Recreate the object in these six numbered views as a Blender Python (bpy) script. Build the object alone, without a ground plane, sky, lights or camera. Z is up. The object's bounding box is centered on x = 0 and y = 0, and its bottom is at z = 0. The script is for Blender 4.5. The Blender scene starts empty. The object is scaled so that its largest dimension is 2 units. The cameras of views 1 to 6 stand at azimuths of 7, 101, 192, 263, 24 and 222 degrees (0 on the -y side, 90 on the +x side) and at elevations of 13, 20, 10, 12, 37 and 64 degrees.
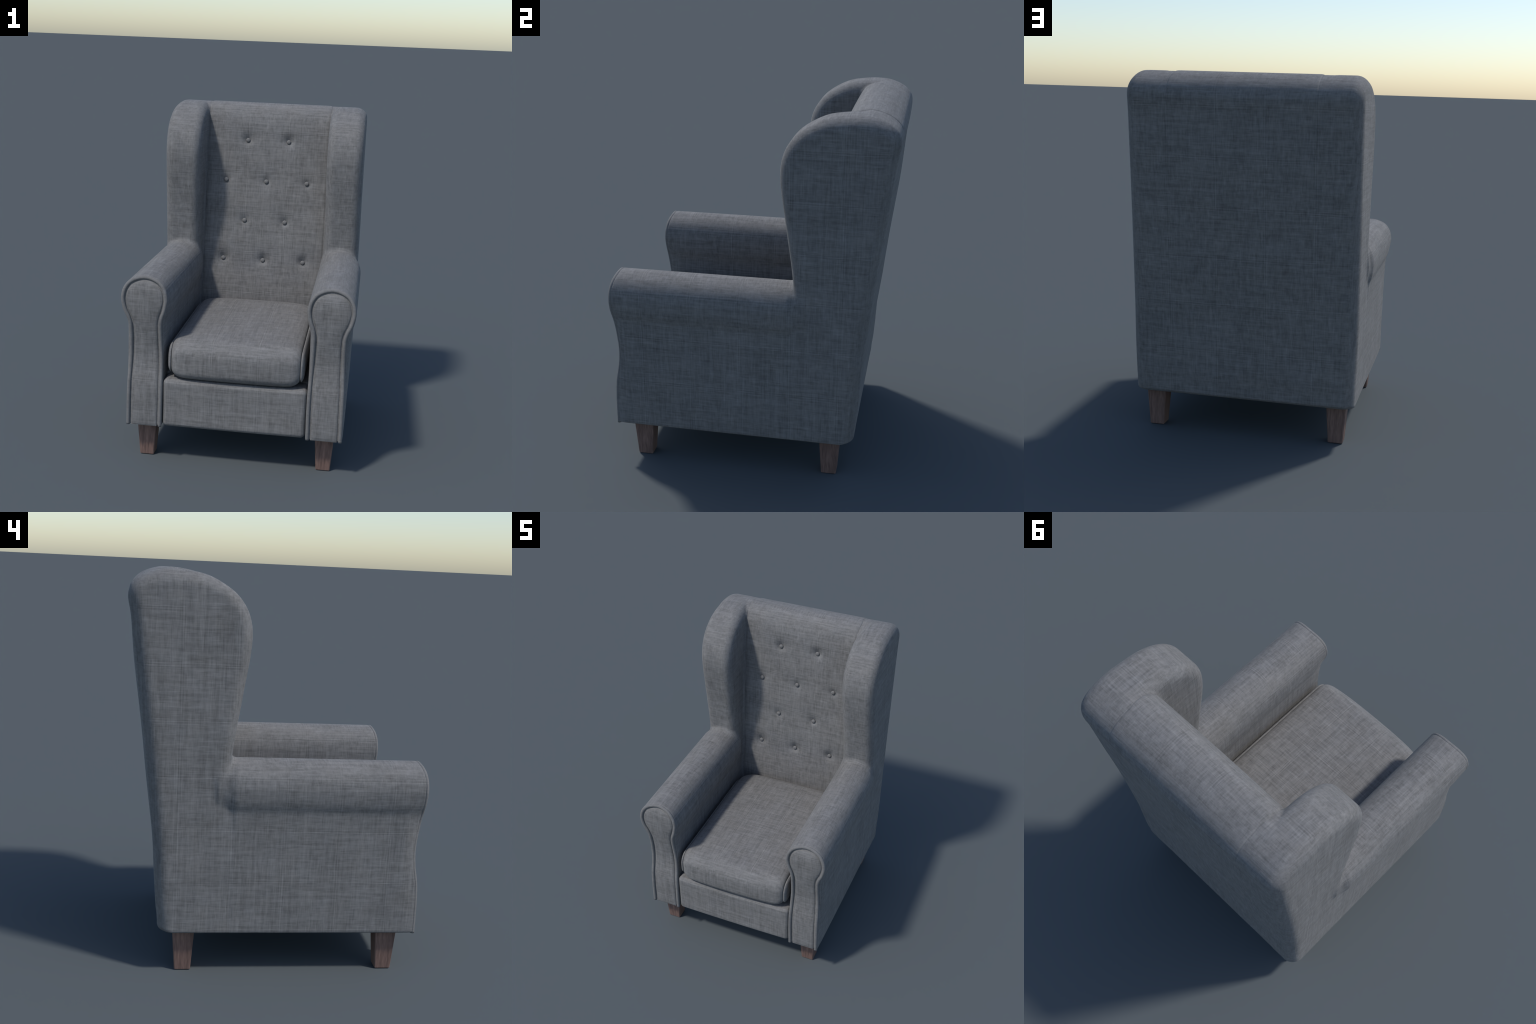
"""Grey linen wing-back armchair with rolled arms, button-tufted back and tapered wooden legs.
Metres, z up, front of the chair towards -y, mirror-symmetric about x = 0."""
import bpy, math
import numpy as np

# ------------------------------------------------------------------ materials
def nodes_of(name):
    m = bpy.data.materials.new(name)
    m.use_nodes = True
    nt = m.node_tree
    nt.nodes.clear()
    out = nt.nodes.new("ShaderNodeOutputMaterial")
    bsdf = nt.nodes.new("ShaderNodeBsdfPrincipled")
    nt.links.new(bsdf.outputs[0], out.inputs[0])
    return m, nt, bsdf

def math_node(nt, op, a, b=None, c=None):
    n = nt.nodes.new("ShaderNodeMath")
    n.operation = op
    for i, v in enumerate((a, b, c)):
        if v is None:
            continue
        if isinstance(v, (int, float)):
            n.inputs[i].default_value = v
        else:
            nt.links.new(v, n.inputs[i])
    return n.outputs[0]

def noise(nt, coord, scale_vec, detail=2.0, rough=0.5, offset=(0, 0, 0)):
    mp = nt.nodes.new("ShaderNodeMapping")
    mp.inputs["Scale"].default_value = scale_vec
    mp.inputs["Location"].default_value = offset
    nt.links.new(coord, mp.inputs[0])
    n = nt.nodes.new("ShaderNodeTexNoise")
    n.inputs["Scale"].default_value = 1.0
    n.inputs["Detail"].default_value = detail
    n.inputs["Roughness"].default_value = rough
    nt.links.new(mp.outputs[0], n.inputs["Vector"])
    return math_node(nt, "SUBTRACT", n.outputs[0], 0.5)

def linen(name, base, contrast=1.0):
    """Slubbed linen: long thin threads along each axis, hidden where a surface faces that axis."""
    m, nt, bsdf = nodes_of(name)
    tc = nt.nodes.new("ShaderNodeTexCoord")
    geo = nt.nodes.new("ShaderNodeNewGeometry")
    sep = nt.nodes.new("ShaderNodeSeparateXYZ")
    nt.links.new(geo.outputs["True Normal"], sep.inputs[0])
    co = tc.outputs["Object"]
    pos = nt.nodes.new("ShaderNodeSeparateXYZ")
    nt.links.new(co, pos.inputs[0])
    squares = [math_node(nt, "MULTIPLY", sep.outputs[i], sep.outputs[i]) for i in range(3)]
    # thick yarns come in groups of a few lines, one group per repeat of the cloth
    groups = []
    for i in range(3):
        t = math_node(nt, "ADD", pos.outputs[i], (0.132, 0.036, 0.036)[i])
        wobble = noise(nt, co, (3, 3, 3), 1.0, 0.5, (i, 2, 7))
        t = math_node(nt, "MULTIPLY_ADD", wobble, 0.006, t)
        env = math_node(nt, "COSINE", math_node(nt, "MULTIPLY", t, 2 * math.pi / 0.2655))
        env = math_node(nt, "MULTIPLY", math_node(nt, "MAXIMUM", math_node(nt, "SUBTRACT", env, 0.90), 0.0), 10.0)
        lines = math_node(nt, "SINE", math_node(nt, "MULTIPLY", t, 2 * math.pi / 0.0125))
        groups.append(math_node(nt, "MULTIPLY", env, lines))
    total = None
    for ax in range(3):
        def stretched(across, along):
            v = [across] * 3
            v[ax] = along
            return tuple(v)
        b, c = (ax + 1) % 3, (ax + 2) % 3
        fine = noise(nt, co, stretched(170, 16), 1.0, 0.5, (3.1 * ax, 1.7, 5.3))
        slub = noise(nt, co, stretched(85, 7.0), 2.0, 0.6, (7.7, 2.9 * ax, 0.3))
        long_yarn = noise(nt, co, stretched(60, 1.6), 1.0, 0.5, (4.1, 3.3 * ax, 8.2))
        s = math_node(nt, "MULTIPLY", fine, 0.48)
        s = math_node(nt, "MULTIPLY_ADD", slub, 0.55, s)
        s = math_node(nt, "MULTIPLY_ADD", long_yarn, 0.38, s)
        g = math_node(nt, "MULTIPLY", squares[b], groups[c])
        g = math_node(nt, "MULTIPLY_ADD", squares[c], groups[b], g)
        gap = math_node(nt, "MAXIMUM", math_node(nt, "MULTIPLY_ADD", slub, 1.6, 0.6), 0.0)
        s = math_node(nt, "MULTIPLY_ADD", math_node(nt, "MULTIPLY", g, gap), 0.20, s)
        w = math_node(nt, "SUBTRACT", 1.0, squares[ax])
        w = math_node(nt, "POWER", math_node(nt, "MAXIMUM", w, 0.0), 1.5)
        s = math_node(nt, "MULTIPLY", s, w)
        total = s if total is None else math_node(nt, "ADD", total, s)
    blotch = noise(nt, co, (34, 34, 34), 3.0, 0.6, (2, 4, 6))
    cloud = noise(nt, co, (6, 6, 6), 2.0, 0.5, (9, 1, 3))
    val = math_node(nt, "MULTIPLY_ADD", blotch, 0.50, total)
    val = math_node(nt, "MULTIPLY_ADD", cloud, 0.30, val)
    fac = math_node(nt, "MULTIPLY_ADD", val, 0.9 * contrast, 0.5)
    ramp = nt.nodes.new("ShaderNodeValToRGB")
    e = ramp.color_ramp.elements
    lo = tuple(c * 0.52 for c in base) + (1,)
    hi = tuple(c * 1.50 for c in base) + (1,)
    e[0].position, e[0].color = 0.0, lo
    e[1].position, e[1].color = 1.0, hi
    mid = e.new(0.5)
    mid.color = tuple(base) + (1,)
    nt.links.new(fac, ramp.inputs[0])
    # faint warm/cool drift of the yarn
    hue = noise(nt, co, (11, 11, 11), 2.0, 0.5, (5, 8, 2))
    mix = nt.nodes.new("ShaderNodeMix")
    mix.data_type = "RGBA"
    mix.blend_type = "MULTIPLY"
    nt.links.new(math_node(nt, "MULTIPLY_ADD", hue, 1.6, 0.5), mix.inputs[0])
    nt.links.new(ramp.outputs[0], mix.inputs[6])
    mix.inputs[7].default_value = (1.0, 0.98, 0.955, 1)
    nt.links.new(mix.outputs[2], bsdf.inputs["Base Color"])
    bump = nt.nodes.new("ShaderNodeBump")
    bump.inputs["Strength"].default_value = 0.35
    bump.inputs["Distance"].default_value = 0.002
    nt.links.new(total, bump.inputs["Height"])
    nt.links.new(bump.outputs[0], bsdf.inputs["Normal"])
    bsdf.inputs["Roughness"].default_value = 0.92
    bsdf.inputs["Specular IOR Level"].default_value = 0.2
    bsdf.inputs["Sheen Weight"].default_value = 0.06
    bsdf.inputs["Sheen Roughness"].default_value = 0.5
    return m

def wood(name):
    m, nt, bsdf = nodes_of(name)
    tc = nt.nodes.new("ShaderNodeTexCoord")
    co = tc.outputs["Object"]
    grain = noise(nt, co, (70, 70, 3.5), 4.0, 0.65)
    fine = noise(nt, co, (260, 260, 9), 2.0, 0.5, (3, 1, 2))
    v = math_node(nt, "MULTIPLY_ADD", fine, 0.45, grain)
    fac = math_node(nt, "MULTIPLY_ADD", v, 1.3, 0.5)
    ramp = nt.nodes.new("ShaderNodeValToRGB")
    e = ramp.color_ramp.elements
    e[0].position, e[0].color = 0.1, (0.075, 0.048, 0.040, 1)
    e[1].position, e[1].color = 0.95, (0.29, 0.185, 0.152, 1)
    mid = e.new(0.5)
    mid.color = (0.165, 0.105, 0.088, 1)
    nt.links.new(fac, ramp.inputs[0])
    nt.links.new(ramp.outputs[0], bsdf.inputs["Base Color"])
    bump = nt.nodes.new("ShaderNodeBump")
    bump.inputs["Strength"].default_value = 0.2
    bump.inputs["Distance"].default_value = 0.001
    nt.links.new(v, bump.inputs["Height"])
    nt.links.new(bump.outputs[0], bsdf.inputs["Normal"])
    bsdf.inputs["Roughness"].default_value = 0.55
    bsdf.inputs["Specular IOR Level"].default_value = 0.35
    return m

GREY = (0.169, 0.168, 0.168)
FABRIC = linen("grey_linen", GREY)
CORD = linen("grey_linen_cord", tuple(c * 1.0 for c in GREY), 0.6)
WOOD = wood("brown_wood")

# ------------------------------------------------------------------ small helpers
root = bpy.data.objects.new("armchair", None)
bpy.context.scene.collection.objects.link(root)
root["label"] = "grey linen wing-back armchair with rolled arms and tufted back"
root["category"] = "armchair"

def add(name, verts, faces, mat, parent=root, normals=None, smooth=True):
    me = bpy.data.meshes.new(name)
    if isinstance(verts, np.ndarray):
        verts = verts.astype(float).tolist()
    if isinstance(faces, np.ndarray):
        faces = faces.tolist()
    me.from_pydata(verts, [], faces)
    me.update()
    me.polygons.foreach_set("use_smooth", [smooth] * len(me.polygons))
    if normals is not None:
        me.normals_split_custom_set_from_vertices(normals.astype(float).tolist())
    me.materials.append(mat)
    ob = bpy.data.objects.new(name, me)
    bpy.context.scene.collection.objects.link(ob)
    ob.parent = parent
    return ob

def mirrored(verts, faces):
    v = np.array(verts, float)
    v[:, 0] *= -1
    return v, [list(f)[::-1] for f in faces]

def smooth_curve(points, step=0.012, closed=False):
    """Catmull-Rom through hand-placed control points, resampled evenly."""
    p = np.array(points, float)
    n = len(p)
    out = []
    segs = n if closed else n - 1
    for i in range(segs):
        if closed:
            a, b, c, d = p[(i - 1) % n], p[i], p[(i + 1) % n], p[(i + 2) % n]
        else:
            b, c = p[i], p[i + 1]
            a = p[i - 1] if i > 0 else 2 * b - c
            d = p[i + 2] if i + 2 < n else 2 * c - b
        # centripetal parametrisation keeps uneven spacing from overshooting
        t1 = max(np.linalg.norm(b - a), 1e-6) ** 0.5
        t2 = t1 + max(np.linalg.norm(c - b), 1e-6) ** 0.5
        t3 = t2 + max(np.linalg.norm(d - c), 1e-6) ** 0.5
        for t in np.linspace(t1, t2, 12, endpoint=False):
            A1 = a * (t1 - t) / t1 + b * t / t1
            A2 = b * (t2 - t) / (t2 - t1) + c * (t - t1) / (t2 - t1)
            A3 = c * (t3 - t) / (t3 - t2) + d * (t - t2) / (t3 - t2)
            B1 = A1 * (t2 - t) / t2 + A2 * t / t2
            B2 = A2 * (t3 - t) / (t3 - t1) + A3 * (t - t1) / (t3 - t1)
            out.append(B1 * (t2 - t) / (t2 - t1) + B2 * (t - t1) / (t2 - t1))
    out.append(p[0] if closed else p[-1])
    out = np.array(out)
    L = np.concatenate([[0], np.cumsum(np.linalg.norm(np.diff(out, axis=0), axis=1))])
    m = max(4, int(round(L[-1] / step)))
    s = np.linspace(0, L[-1], m + 1)
    r = np.stack([np.interp(s, L, out[:, k]) for k in range(out.shape[1])], 1)
    return r[:-1] if closed else r

def smoothstep(a, b, x):
    t = np.clip((x - a) / (b - a), 0, 1)
    return t * t * (3 - 2 * t)

# ------------------------------------------------------------------ measured profiles
BOTTOM = 0.2215
# side outline of back and wing (y, z): up the back, over the crown, down the wing's front edge
WING_OUTLINE = [(0.570, 0.10), (0.578, 0.22), (0.582, 0.29), (0.590, 0.36), (0.606, 0.656), (0.619, 0.80),
                (0.660, 1.19), (0.702, 1.517), (0.738, 1.80), (0.749, 1.862), (0.741, 1.912),
                (0.702, 1.955), (0.625, 1.988), (0.55, 1.9975), (0.468, 1.993), (0.384, 1.977),
                (0.304, 1.939), (0.241, 1.893), (0.194, 1.832), (0.169, 1.764), (0.162, 1.69),
                (0.170, 1.59), (0.186, 1.487), (0.207, 1.345), (0.232, 1.17), (0.238, 1.05),
                (0.205, 0.92), (0.10, 0.84), (0.0, 0.80), (0.0, 0.40), (0.0, 0.10)]
# front of the inner back (y, z), then over the top roll to the rear
INNER_BACK = [(0.332, 0.46), (0.357, 0.75), (0.381, 0.97), (0.398, 1.235), (0.416, 1.50),
              (0.436, 1.76), (0.448, 1.86), (0.466, 1.930), (0.500, 1.975), (0.56, 1.9955), (0.625, 1.988),
              (0.702, 1.955), (0.741, 1.912), (0.749, 1.862), (0.738, 1.80)]
# front outline of an arm (x, z): bottom outside, round the roll, bottom inside
ARM_OUTLINE = [(0.620, BOTTOM), (0.619, 0.36), (0.617, 0.50), (0.613, 0.62), (0.611, 0.72), (0.611, 0.78), (0.614, 0.825),
               (0.625, 0.862), (0.641, 0.898), (0.652, 0.938), (0.656, 0.975), (0.645, 1.028), (0.616, 1.070),
               (0.571, 1.094), (0.5225, 1.102), (0.474, 1.094), (0.429, 1.070), (0.400, 1.028),
               (0.389, 0.975), (0.393, 0.938), (0.403, 0.898), (0.415, 0.862), (0.421, 0.825), (0.4215, 0.78),
               (0.419, 0.70), (0.415, 0.60), (0.412, 0.48), (0.412, 0.36), (0.414, BOTTOM)]
# the same outline further back, where the walls stand straighter under the roll
ARM_OUTLINE_REAR = [(0.622, BOTTOM), (0.626, 0.36), (0.628, 0.50), (0.629, 0.64), (0.631, 0.76), (0.633, 0.815), (0.635, 0.846),
               (0.639, 0.864), (0.646, 0.884), (0.6525, 0.915), (0.6555, 0.95), (0.656, 0.975), (0.645, 1.028), (0.616, 1.070),
               (0.571, 1.094), (0.5225, 1.102), (0.474, 1.094), (0.429, 1.070), (0.400, 1.028),
               (0.388, 0.975), (0.388, 0.935), (0.392, 0.89), (0.401, 0.855), (0.407, 0.83), (0.409, 0.76),
               (0.410, 0.66), (0.411, 0.56), (0.412, 0.40), (0.414, BOTTOM)]
# how the arm's front face waves in and out with height (z, y)
ARM_FRONT = [(0.20, -0.741), (0.30, -0.742), (0.40, -0.741), (0.49, -0.735), (0.565, -0.722), (0.64, -0.715), (0.70, -0.717),
             (0.76, -0.724), (0.85, -0.736), (0.93, -0.742), (0.99, -0.743), (1.04, -0.740),
             (1.08, -0.730), (1.11, -0.715), (1.2, -0.67)]
_af = smooth_curve(ARM_FRONT, 0.006)
def arm_front(z):
    return np.interp(z, _af[:, 0], _af[:, 1]) + 0.011
_ib = smooth_curve(INNER_BACK[:10], 0.01)
def inner_back_y(z):
    return np.interp(z, _ib[:, 1], _ib[:, 0])

# ------------------------------------------------------------------ upholstered shell (one smooth surface)
def polygon_distance(poly, U, V):
    """Signed distance (negative inside) from grid points to a closed polygon."""
    best = np.full(U.shape, 1e9)
    inside = np.zeros(U.shape, bool)
    n = len(poly)
    for i in range(n):
        ax, ay = poly[i]
        bx, by = poly[(i + 1) % n]
        ex, ey = bx - ax, by - ay
        wx, wy = U - ax, V - ay
        t = np.clip((wx * ex + wy * ey) / (ex * ex + ey * ey + 1e-12), 0, 1)
        best = np.minimum(best, (wx - ex * t) ** 2 + (wy - ey * t) ** 2)
        if by != ay:
            crosses = ((ay > V) != (by > V)) & (U < (bx - ax) * (V - ay) / (by - ay) + ax)
            inside ^= crosses
    d = np.sqrt(best)
    return np.where(inside, -d, d)

def soft_union(a, b, k):
    h = np.clip(1 - np.abs(a - b) / k, 0, None)
    return np.minimum(a, b) - h * h * k * 0.25

def rounded_and(a, b, r):
    p, q = a + r, b + r
    return np.minimum(np.maximum(p, q), 0) + np.sqrt(np.maximum(p, 0) ** 2 + np.maximum(q, 0) ** 2) - r

H = 0.0064
gx = np.arange(0.5 * H, 0.70, H)
gy = np.arange(-0.78, 0.79, H)
gz = np.arange(0.19, 2.04, H)
X, Y, Z = (a.astype(np.float32) for a in np.meshgrid(gx, gy, gz, indexing="ij"))

side_poly = smooth_curve(WING_OUTLINE, 0.015)
Y2, Z2 = np.meshgrid(gy, gz, indexing="ij")
wing2d = polygon_distance(side_poly, Y2, Z2).astype(np.float32)[None]
z_row = gz[None, None, :].astype(np.float32)
y_row = gy[None, :, None].astype(np.float32)
rear = smoothstep(0.30, 0.45, y_row)
edge_r = (0.014 + 0.042 * np.maximum(rear, smoothstep(0.24, 0.42, z_row)) + 0.012 * rear).astype(np.float32)
x_out = (0.621 + 0.007 * smoothstep(0.22, 0.6, z_row) - 0.002 * smoothstep(1.1, 1.6, z_row)).astype(np.float32)
# lower side stays just inside the arm until the arm has died away
x_out = (x_out - 0.006 * smoothstep(0.24, 0.08, y_row)).astype(np.float32)
# the wing proper: a thick slab with rolled edges
x_in = (0.407 - 0.007 * smoothstep(1.3, 1.65, z_row)).astype(np.float32)
slab = np.abs(X - 0.5 * (x_in + x_out)) - 0.5 * (x_out - x_in)
wing = rounded_and(np.broadcast_to(wing2d, X.shape), slab, edge_r)
# the back, running across between the wings behind the inner back
cover_gap = 0.035 - 0.036 * smoothstep(0.375, 0.405, X)      # hidden under the inner back, level with it at the wings
behind = (inner_back_y(gz)[None, None, :] + cover_gap - y_row).astype(np.float32)
back2d = rounded_and(wing2d, behind, 0.03)
# the rear cover is gently stuffed, fullest in the middle
stuffing = 0.019 * np.maximum(1 - np.clip(X / 0.60, 0, 1) ** 2.2, 0) \
    * (0.25 * smoothstep(0.24, 0.40, z_row) + 0.75 * smoothstep(0.45, 1.0, z_row)) * (0.35 * smoothstep(1.92, 1.86, z_row) + 0.65 * smoothstep(1.86, 1.5, z_row)) * smoothstep(0.50, 0.56, y_row)
across = X - x_out
back = rounded_and(back2d - stuffing.astype(np.float32), across, edge_r)
fillet = 0.004 + 0.032 * smoothstep(0.05, 0.0, np.abs(behind)) * smoothstep(1.985, 1.93, z_row) * smoothstep(0.54, 0.45, X)
shell = soft_union(wing, back, fillet.astype(np.float32))
# the arm: rolled outline drawn out along y, with a waved front
arm_poly = smooth_curve([(0.620, 0.12)] + ARM_OUTLINE + [(0.414, 0.12)], 0.012)
X2, Z2b = np.meshgrid(gx, gz, indexing="ij")
arm2d = polygon_distance(arm_poly, X2, Z2b).astype(np.float32)[:, None, :]
arm2d_rear = polygon_distance(smooth_curve([(0.620, 0.12)] + ARM_OUTLINE_REAR + [(0.414, 0.12)], 0.012), X2, Z2b).astype(np.float32)[:, None, :]
fade = smoothstep(-0.74, -0.64, y_row).astype(np.float32)
arm2d = arm2d * (1 - fade) + arm2d_rear * fade
# outer wall closes in slightly towards the rear, where the roll dies into the wing
arm2d = arm2d + (smoothstep(0.50, 0.60, X) * (0.001 * smoothstep(-0.4, 0.2, y_row) + 0.024 * smoothstep(0.205, 0.290, y_row))).astype(np.float32)
front = (arm_front(gz)[None, None, :] + 0.005 - y_row).astype(np.float32)
rear_y = 0.30
length = np.maximum(front, y_row - rear_y)
arm = rounded_and(arm2d, np.broadcast_to(length, X.shape), 0.004)
k_join = (0.004 + 0.030 * smoothstep(0.84, 0.95, z_row)).astype(np.float32)
shell = soft_union(shell, arm, k_join)
shell = rounded_and(shell, np.broadcast_to(BOTTOM - z_row, X.shape), (0.006 + 0.02 * smoothstep(0.50, 0.56, y_row)).astype(np.float32))
field = np.concatenate([shell[::-1], shell], axis=0)
fx = np.concatenate([-gx[::-1], gx])

def surface_net(F, xs, ys, zs):
    """Dual mesh of the zero level of a sampled distance field."""
    S = F < 0
    nx, ny, nz = F.shape
    count = np.zeros((nx - 1, ny - 1, nz - 1), np.int8)
    for i in (0, 1):
        for j in (0, 1):
            for k in (0, 1):
                count += S[i:nx - 1 + i, j:ny - 1 + j, k:nz - 1 + k]
    ci, cj, ck = np.nonzero((count > 0) & (count < 8))
    pos = np.zeros((len(ci), 3))
    hits = np.zeros(len(ci))
    corners = [(i, j, k) for i in (0, 1) for j in (0, 1) for k in (0, 1)]
    for a in corners:
        for ax in range(3):
            if a[ax]:
                continue
            b = list(a)
            b[ax] = 1
            fa = F[ci + a[0], cj + a[1], ck + a[2]]
            fb = F[ci + b[0], cj + b[1], ck + b[2]]
            m = (fa < 0) != (fb < 0)
            t = np.where(m, fa / np.where(m, fa - fb, 1), 0)
            p = np.array(a, float)[None] + np.eye(3)[ax][None] * t[:, None]
            pos += p * m[:, None]
            hits += m
    pos /= hits[:, None]
    h = np.array([xs[1] - xs[0], ys[1] - ys[0], zs[1] - zs[0]])
    V = np.array([xs[0], ys[0], zs[0]]) + (np.stack([ci, cj, ck], 1) + pos) * h
    index = np.full(count.shape, -1, np.int64)
    index[ci, cj, ck] = np.arange(len(ci))
    quads = []
    for ax in range(3):
        u, v = (ax + 1) % 3, (ax + 2) % 3
        a = [slice(None)] * 3
        b = [slice(None)] * 3
        a[ax], b[ax] = slice(0, -1), slice(1, None)
        flip = S[tuple(a)] != S[tuple(b)]
        e = np.stack(np.nonzero(flip), 1)
        ok = (e[:, u] > 0) & (e[:, v] > 0) & (e[:, u] < F.shape[u] - 1) & (e[:, v] < F.shape[v] - 1)
        e = e[ok]
        q = []
        for du, dv in ((-1, -1), (0, -1), (0, 0), (-1, 0)):
            c = e.copy()
            c[:, u] += du
            c[:, v] += dv
            q.append(index[c[:, 0], c[:, 1], c[:, 2]])
        q = np.stack(q, 1)
        start_in = S[e[:, 0], e[:, 1], e[:, 2]]
        q[~start_in] = q[~start_in][:, ::-1]
        quads.append(q)
    return V, np.concatenate(quads)

SV, SF = surface_net(field, fx, gy, gz)

def vertex_normals(V, Q):
    n = np.cross(V[Q[:, 2]] - V[Q[:, 0]], V[Q[:, 3]] - V[Q[:, 1]])
    N = np.zeros_like(V)
    for k in range(4):
        for c in range(3):
            N[:, c] += np.bincount(Q[:, k], n[:, c], len(V))
    return N / np.maximum(np.linalg.norm(N, axis=1, keepdims=True), 1e-12)

SN = vertex_normals(SV, SF)
cen = SV[SF].mean(axis=1)
is_arm = (cen[:, 1] < 0.262) & (np.abs(cen[:, 0]) > 0.36) & (cen[:, 2] > 0.84) & (cen[:, 2] < 1.112)
is_side = (np.abs(cen[:, 0]) > 0.40) & ~is_arm & (cen[:, 2] <= 0.95) & ((cen[:, 1] < 0.50) | (np.abs(cen[:, 0]) > 0.56))
is_wing = (np.abs(cen[:, 0]) > 0.40) & ~is_arm & ~is_side & ((cen[:, 1] < 0.50) | (np.abs(cen[:, 0]) > 0.56) | (cen[:, 2] > 1.9))
is_back = ~(is_arm | is_side | is_wing)

def shell_part(name, mask):
    q = SF[mask]
    used, inv = np.unique(q, return_inverse=True)
    return add(name, SV[used], inv.reshape(q.shape), FABRIC, normals=SN[used])

armrests = {}
for side in (1, -1):
    on = cen[:, 0] * side > 0
    armrests[side] = shell_part("armrest", is_arm & on)
    shell_part("wing", is_wing & on)
    shell_part("side_panel", is_side & on)
shell_part("outer_back", is_back)

# ------------------------------------------------------------------ lofts
def loft(rings, closed_ring=True, cap_start=False, cap_end=False):
    verts = np.concatenate(rings)
    n = len(rings[0])
    faces = []
    for i in range(len(rings) - 1):
        for j in range(n if closed_ring else n - 1):
            k = (j + 1) % n
            faces.append([i * n + j, i * n + k, (i + 1) * n + k, (i + 1) * n + j])
    if cap_start:
        faces.append(list(range(n))[::-1])
    if cap_end:
        faces.append([(len(rings) - 1) * n + j for j in range(n)])
    return verts, faces

# ------------------------------------------------------------------ arm fronts: panel and piping
def inset(poly, d):
    """Open outline moved inwards (to the left of its direction)."""
    t = np.gradient(poly, axis=0)
    t /= np.linalg.norm(t, axis=1, keepdims=True)
    return poly + np.stack([-t[:, 1], t[:, 0]], 1) * d

outline = smooth_curve(ARM_OUTLINE, 0.009)
outline[0, 1] = outline[-1, 1] = BOTTOM - 0.002
panel_edge = inset(outline, 0.0250)
panel_edge = panel_edge[panel_edge[:, 1] > BOTTOM - 0.004]
m = len(panel_edge) // 2
left_rim, right_rim = panel_edge[:m], panel_edge[::-1][:m]
rim_steps = np.array([0.0, 0.0006, 0.002, 0.004, 0.007, 0.011, 0.016])
rows = []
for p, q in zip(left_rim, right_rim):
    L = np.linalg.norm(q - p)
    if L < 0.045:
        t = np.linspace(0, 1, 22)
    else:
        t = np.concatenate([rim_steps / L, np.linspace(0.018 / L, 1 - 0.018 / L, 8), 1 - rim_steps[::-1] / L])
    rows.append(p + (q - p) * t[:, None])
rows = np.array(rows)
rim_dist = np.abs(polygon_distance(np.concatenate([panel_edge, [[0.44, 0.0], [0.60, 0.0]]]), rows[..., 0], rows[..., 1]))
rim_dist = np.minimum(rim_dist, 0.008 + (rows[..., 1] - BOTTOM))
recess = np.interp(rim_dist, [0, 0.0006, 0.002, 0.004, 0.007, 0.011, 0.016, 0.05], [0.016, 0.009, 0.005, 0.0022, 0.0, -0.0015, -0.003, -0.006])
grid = np.stack([rows[..., 0], arm_front(rows[..., 1]) + recess, rows[..., 1]], -1)
pv, pf = loft(list(grid), closed_ring=False)
pf = [q[::-1] for q in pf]

def tube(path, radius, segs=12):
    t = np.gradient(path, axis=0)
    t /= np.linalg.norm(t, axis=1, keepdims=True)
    ref = np.array([0.0, 1.0, 0.0])
    a = np.cross(t, ref)
    a /= np.linalg.norm(a, axis=1, keepdims=True)
    b = np.cross(a, t)
    rings = []
    for i in range(len(path)):
        ang = np.linspace(0, 2 * np.pi, segs, endpoint=False)
        rings.append(path[i] + radius * (np.cos(ang)[:, None] * a[i] + np.sin(ang)[:, None] * b[i]))
    v, f = loft(rings, True, True, True)
    return v, [q[::-1] for q in f]

cord_line = inset(outline, 0.0104)
cord_path = np.stack([cord_line[:, 0], arm_front(cord_line[:, 1]) + 0.003, cord_line[:, 1]], 1)
cv, cf = tube(cord_path, 0.0108)

for side in (1, -1):
    for name, v, f, mat in (("arm_front_panel", pv, pf, FABRIC), ("piping", cv, cf, CORD)):
        f2 = [list(q) for q in f]
        v2 = v
        if side < 0:
            v2, f2 = mirrored(v, f)
        add(name, v2, f2, mat, parent=armrests[side])

# ------------------------------------------------------------------ inner back with buttons
BUTTONS = []
for z, xs, deep in ((1.760, (-0.1335, 0.1335), 1.0), (1.498, (-0.266, 0.0, 0.266), 0.25),
                    (1.235, (-0.1335, 0.1335), 0.55), (0.973, (-0.266, 0.0, 0.266), 1.0)):
    for x in xs:
        BUTTONS.append((x, z, deep))

prof = smooth_curve(INNER_BACK, 0.0065)
tan = np.gradient(prof, axis=0)
tan /= np.linalg.norm(tan, axis=1, keepdims=True)
nrm = np.stack([-tan[:, 1], tan[:, 0]], 1)            # outwards: forwards, then up, then back
HALF = 0.405
xs = np.concatenate([np.linspace(-HALF, -HALF + 0.02, 8)[:-1], np.linspace(-HALF + 0.02, HALF - 0.02, 126),
                     np.linspace(HALF - 0.02, HALF, 8)[1:]])
P, XX = np.meshgrid(np.arange(len(prof)), xs, indexing="ij")
py, pz = prof[P, 0], prof[P, 1]
is_front = smoothstep(0.50, 0.43, py)
swell = np.zeros_like(py)
for bx, bz, deep in BUTTONS:
    dx, dz = XX - bx, pz - bz
    r = np.sqrt(dx * dx + dz * dz)
    swell -= (0.004 + 0.004 * deep) * np.exp(-(r / 0.070) ** 2)                       # broad pull of each button
    up = np.sqrt(dx * dx + (dz - 0.012) ** 2)
    swell -= 0.013 * deep * np.exp(-(up / 0.034) ** 2)               # deep tuck just above it
    swell -= 0.009 * np.exp(-(r / 0.020) ** 2)
swell *= is_front
swell += 0.005 * is_front * smoothstep(0.5, 0.8, pz) * np.cos(np.clip(XX / HALF, -1, 1) * np.pi / 2) ** 0.7
lift = 0.003 - 0.008 * smoothstep(0.738, 0.752, py) * smoothstep(1.93, 1.86, pz)
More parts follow.
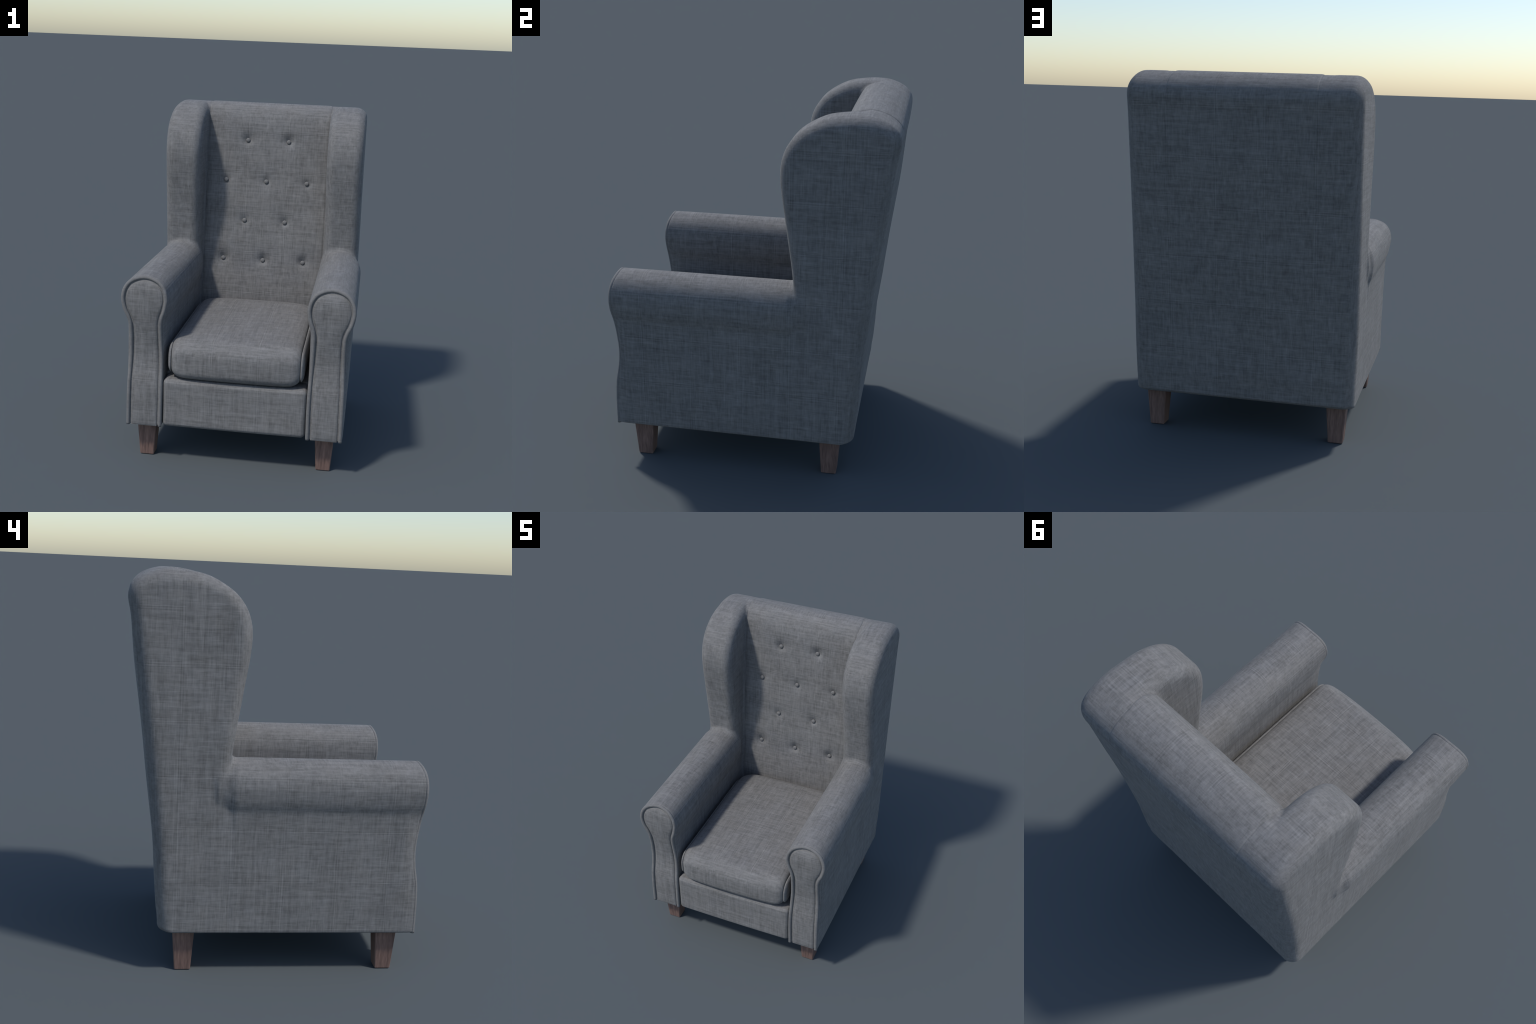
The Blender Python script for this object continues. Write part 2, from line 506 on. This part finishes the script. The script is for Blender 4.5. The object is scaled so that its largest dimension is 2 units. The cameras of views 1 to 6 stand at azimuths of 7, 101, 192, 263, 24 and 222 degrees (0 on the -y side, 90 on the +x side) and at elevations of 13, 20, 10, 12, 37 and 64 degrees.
edge = np.clip((np.abs(XX) - (HALF - 0.030)) / 0.030, 0, 1)
lift = lift - 0.010 * edge ** 3 + swell
bvy = py + nrm[P, 0] * lift
bvz = pz + nrm[P, 1] * lift
nb = len(xs)
bv = np.stack([XX, bvy, bvz], -1).reshape(-1, 3)
bf = [[i * nb + j, i * nb + j + 1, (i + 1) * nb + j + 1, (i + 1) * nb + j]
      for i in range(len(prof) - 1) for j in range(nb - 1)]
backrest = add("backrest", bv, bf, FABRIC)

def surface_y(x, z):
    i = np.argmin(np.abs(xs - x))
    low = int(np.argmax(prof[:, 1] > 1.9))
    j = np.argmin(np.abs(bvz[:low, i] - z))
    return bvy[j, i]

def button_mesh():
    rings = []
    ang = np.linspace(0, 2 * np.pi, 24, endpoint=False)
    for r, h in ((0.0100, -0.006), (0.0130, -0.002), (0.0146, 0.002), (0.0143, 0.0055), (0.0124, 0.0088),
                 (0.0088, 0.0112), (0.0044, 0.0124), (0.001, 0.0127)):
        rings.append(np.stack([r * np.cos(ang), np.full(24, -h), r * np.sin(ang)], 1))
    return loft(rings, True, False, True)

bmv, bmf = button_mesh()
first = None
for bx, bz, deep in BUTTONS:
    y = surface_y(bx, bz) - 0.006
    if first is None:
        ob = add("button", bmv, bmf, CORD, parent=backrest)
        first = ob
    else:
        ob = first.copy()
        bpy.context.scene.collection.objects.link(ob)
    ob.location = (bx, y, bz)
    ob.rotation_euler = (-0.05, 0, 0)

# ------------------------------------------------------------------ seat cushion
def cushion_ring(d, x, drop=0.0):
    """Side outline of the cushion (y, z) shrunk by d, at a station x."""
    plan = max(0.0, abs(x) - 0.25) / 0.14
    y1 = 0.340 - 0.13 * (1 - math.sqrt(max(0.0, 1 - min(plan, 1.0) ** 2))) - d
    y0 = -0.753 + 0.018 * (abs(x) / 0.39) ** 2.5 + d
    z0 = 0.514 + 0.06 * (1 - math.exp(-d / 0.03)) + 0.3 * d
    crown = 0.012 * (1 - (x / 0.40) ** 2)
    zt = 0.741 - drop - d - 0.008 * (abs(x) / 0.39) ** 4
    r_ft, r_b, r_bt = 0.085, 0.052, 0.088
    pts = []
    def arc(cy, cz, r, a0, a1, n=12):
        for a in np.linspace(a0, a1, n):
            pts.append((cy + r * math.cos(a), cz + r * math.sin(a)))
    def line(p, q, n):
        for t in np.linspace(0, 1, n + 2)[1:-1]:
            pts.append((p[0] + (q[0] - p[0]) * t, p[1] + (q[1] - p[1]) * t))
    k = max(0.25, 1 - d / 0.12)
    r_ft, r_b, r_bt = r_ft * k, r_b * k, r_bt * k
    arc(y0 + r_b, z0 + r_b, r_b, -math.pi / 2, -math.pi)
    line((y0, z0 + r_b), (y0, zt - r_ft), 6)
    arc(y0 + r_ft, zt - r_ft, r_ft, math.pi, math.pi / 2, 16)
    line((y0 + r_ft, zt), (y1 - r_bt, zt), 40)
    arc(y1 - r_bt, zt - r_bt, r_bt, math.pi / 2, 0)
    line((y1, zt - r_bt), (y1, z0 + r_b), 6)
    arc(y1 - r_b, z0 + r_b, r_b, 0, -math.pi / 2)
    line((y1 - r_b, z0), (y0 + r_b, z0), 30)
    p = np.array(pts)
    t = (p[:, 0] + 0.736) / 1.108
    upper = smoothstep(0.60, 0.70, p[:, 1])
    p[:, 1] += upper * crown * np.sin(np.pi * np.clip(t, 0, 1)) ** 0.6
    p[:, 1] -= upper * 0.018 * smoothstep(0.12, 0.34, p[:, 0])
    front_belly = smoothstep(-0.66, -0.72, p[:, 0])
    p[:, 0] -= front_belly * 0.006 * (1 - (x / 0.40) ** 2) * np.sin(np.pi * np.clip((p[:, 1] - 0.518) / 0.2, 0, 1))
    return np.stack([np.full(len(p), x), p[:, 0], p[:, 1]], 1)

stations = [(x, 0.0) for x in np.linspace(-0.27, 0.27, 37)]
edge_rise = [(0.29, 0.0003), (0.31, 0.001), (0.325, 0.0025), (0.338, 0.005), (0.348, 0.008), (0.356, 0.012),
             (0.362, 0.017), (0.3655, 0.024), (0.366, 0.04)]
stations = [(-x, d) for x, d in edge_rise[::-1]] + stations + edge_rise
v, f = loft([cushion_ring(d, x) for x, d in stations], True, True, True)
f = [q[::-1] for q in f]
cushion = add("seat_cushion", v, f, FABRIC)
boxing = [(0.360, 0.045), (0.3668, 0.030), (0.3672, 0.022), (0.3685, 0.0185), (0.371, 0.0165), (0.374, 0.0165), (0.377, 0.018), (0.379, 0.020),
          (0.382, 0.024), (0.385, 0.030), (0.3872, 0.042), (0.388, 0.058), (0.388, 0.075), (0.388, 0.09)]
v, f = loft([cushion_ring(d, x, 0.008) for x, d in boxing], True, False, True)
f = [q[::-1] for q in f]
add("cushion_boxing", v, f, FABRIC, parent=cushion)
v, f = mirrored(v, f)
add("cushion_boxing", v, f, FABRIC, parent=cushion)

# ------------------------------------------------------------------ rounded boxes: rail and seat base
def rounded_box(lo, hi, r, n=(24, 12, 16)):
    lo, hi = np.array(lo, float), np.array(hi, float)
    c, h = (lo + hi) / 2, (hi - lo) / 2
    verts, faces = [], []
    def ticks(k):
        e = np.linspace(0, 1, 7)
        a = -h[k] + r * e
        return np.concatenate([a, np.linspace(-h[k] + r, h[k] - r, n[k] + 2)[1:-1], -a[::-1]])
    for ax in range(3):
        u, v = (ax + 1) % 3, (ax + 2) % 3
        tu, tv = ticks(u), ticks(v)
        for s in (-1, 1):
            base = len(verts)
            for a in tu:
                for b in tv:
                    p = np.zeros(3)
                    p[ax], p[u], p[v] = s * h[ax], a, b
                    q = np.clip(p, -(h - r), h - r)
                    d = p - q
                    L = np.linalg.norm(d)
                    p = q + d / L * r if L > 0 else p
                    verts.append(c + p)
            m = len(tv)
            for i in range(len(tu) - 1):
                for j in range(m - 1):
                    q4 = [base + i * m + j, base + (i + 1) * m + j, base + (i + 1) * m + j + 1, base + i * m + j + 1]
                    faces.append(q4 if s > 0 else q4[::-1])
    V = np.round(np.array(verts), 6)
    uniq, inv = np.unique(V, axis=0, return_inverse=True)
    inv = inv.reshape(-1)
    return uniq, [[int(inv[i]) for i in q] for q in faces]

v, f = rounded_box((-0.411, -0.732, BOTTOM), (0.411, -0.56, 0.508), 0.028)
bulge = smoothstep(-0.66, -0.73, v[:, 1])
v[:, 1] -= bulge * 0.004 * (1 - (v[:, 0] / 0.42) ** 2)
add("front_rail", v, f, FABRIC)
v, f = rounded_box((-0.43, -0.60, BOTTOM + 0.004), (0.43, 0.53, 0.512), 0.015)
add("seat_base", v, f, FABRIC)

# ------------------------------------------------------------------ legs
def leg_mesh():
    rings = []
    bev = 0.004
    for z, half in ((0.0, 0.0385), (0.003, 0.041), (0.06, 0.0448), (0.12, 0.0488), (0.18, 0.0528), (0.236, 0.0565)):
        ring = []
        for sx, sy in ((1, 1), (-1, 1), (-1, -1), (1, -1)):
            first_x = sx * sy > 0
            a = (sx * half, sy * (half - bev))
            b = (sx * (half - bev), sy * half)
            ring += [a, b] if first_x else [b, a]
        rings.append(np.array([(px, py, z) for px, py in ring]))
    return loft(rings, True, True, True)

lv, lf = leg_mesh()
first = None
for x, y in ((0.518, -0.598), (-0.518, -0.598), (0.518, 0.448), (-0.518, 0.448)):
    if first is None:
        ob = add("leg", lv, lf, WOOD, smooth=False)
        first = ob
    else:
        ob = first.copy()
        bpy.context.scene.collection.objects.link(ob)
    ob.location = (x, y, 0)
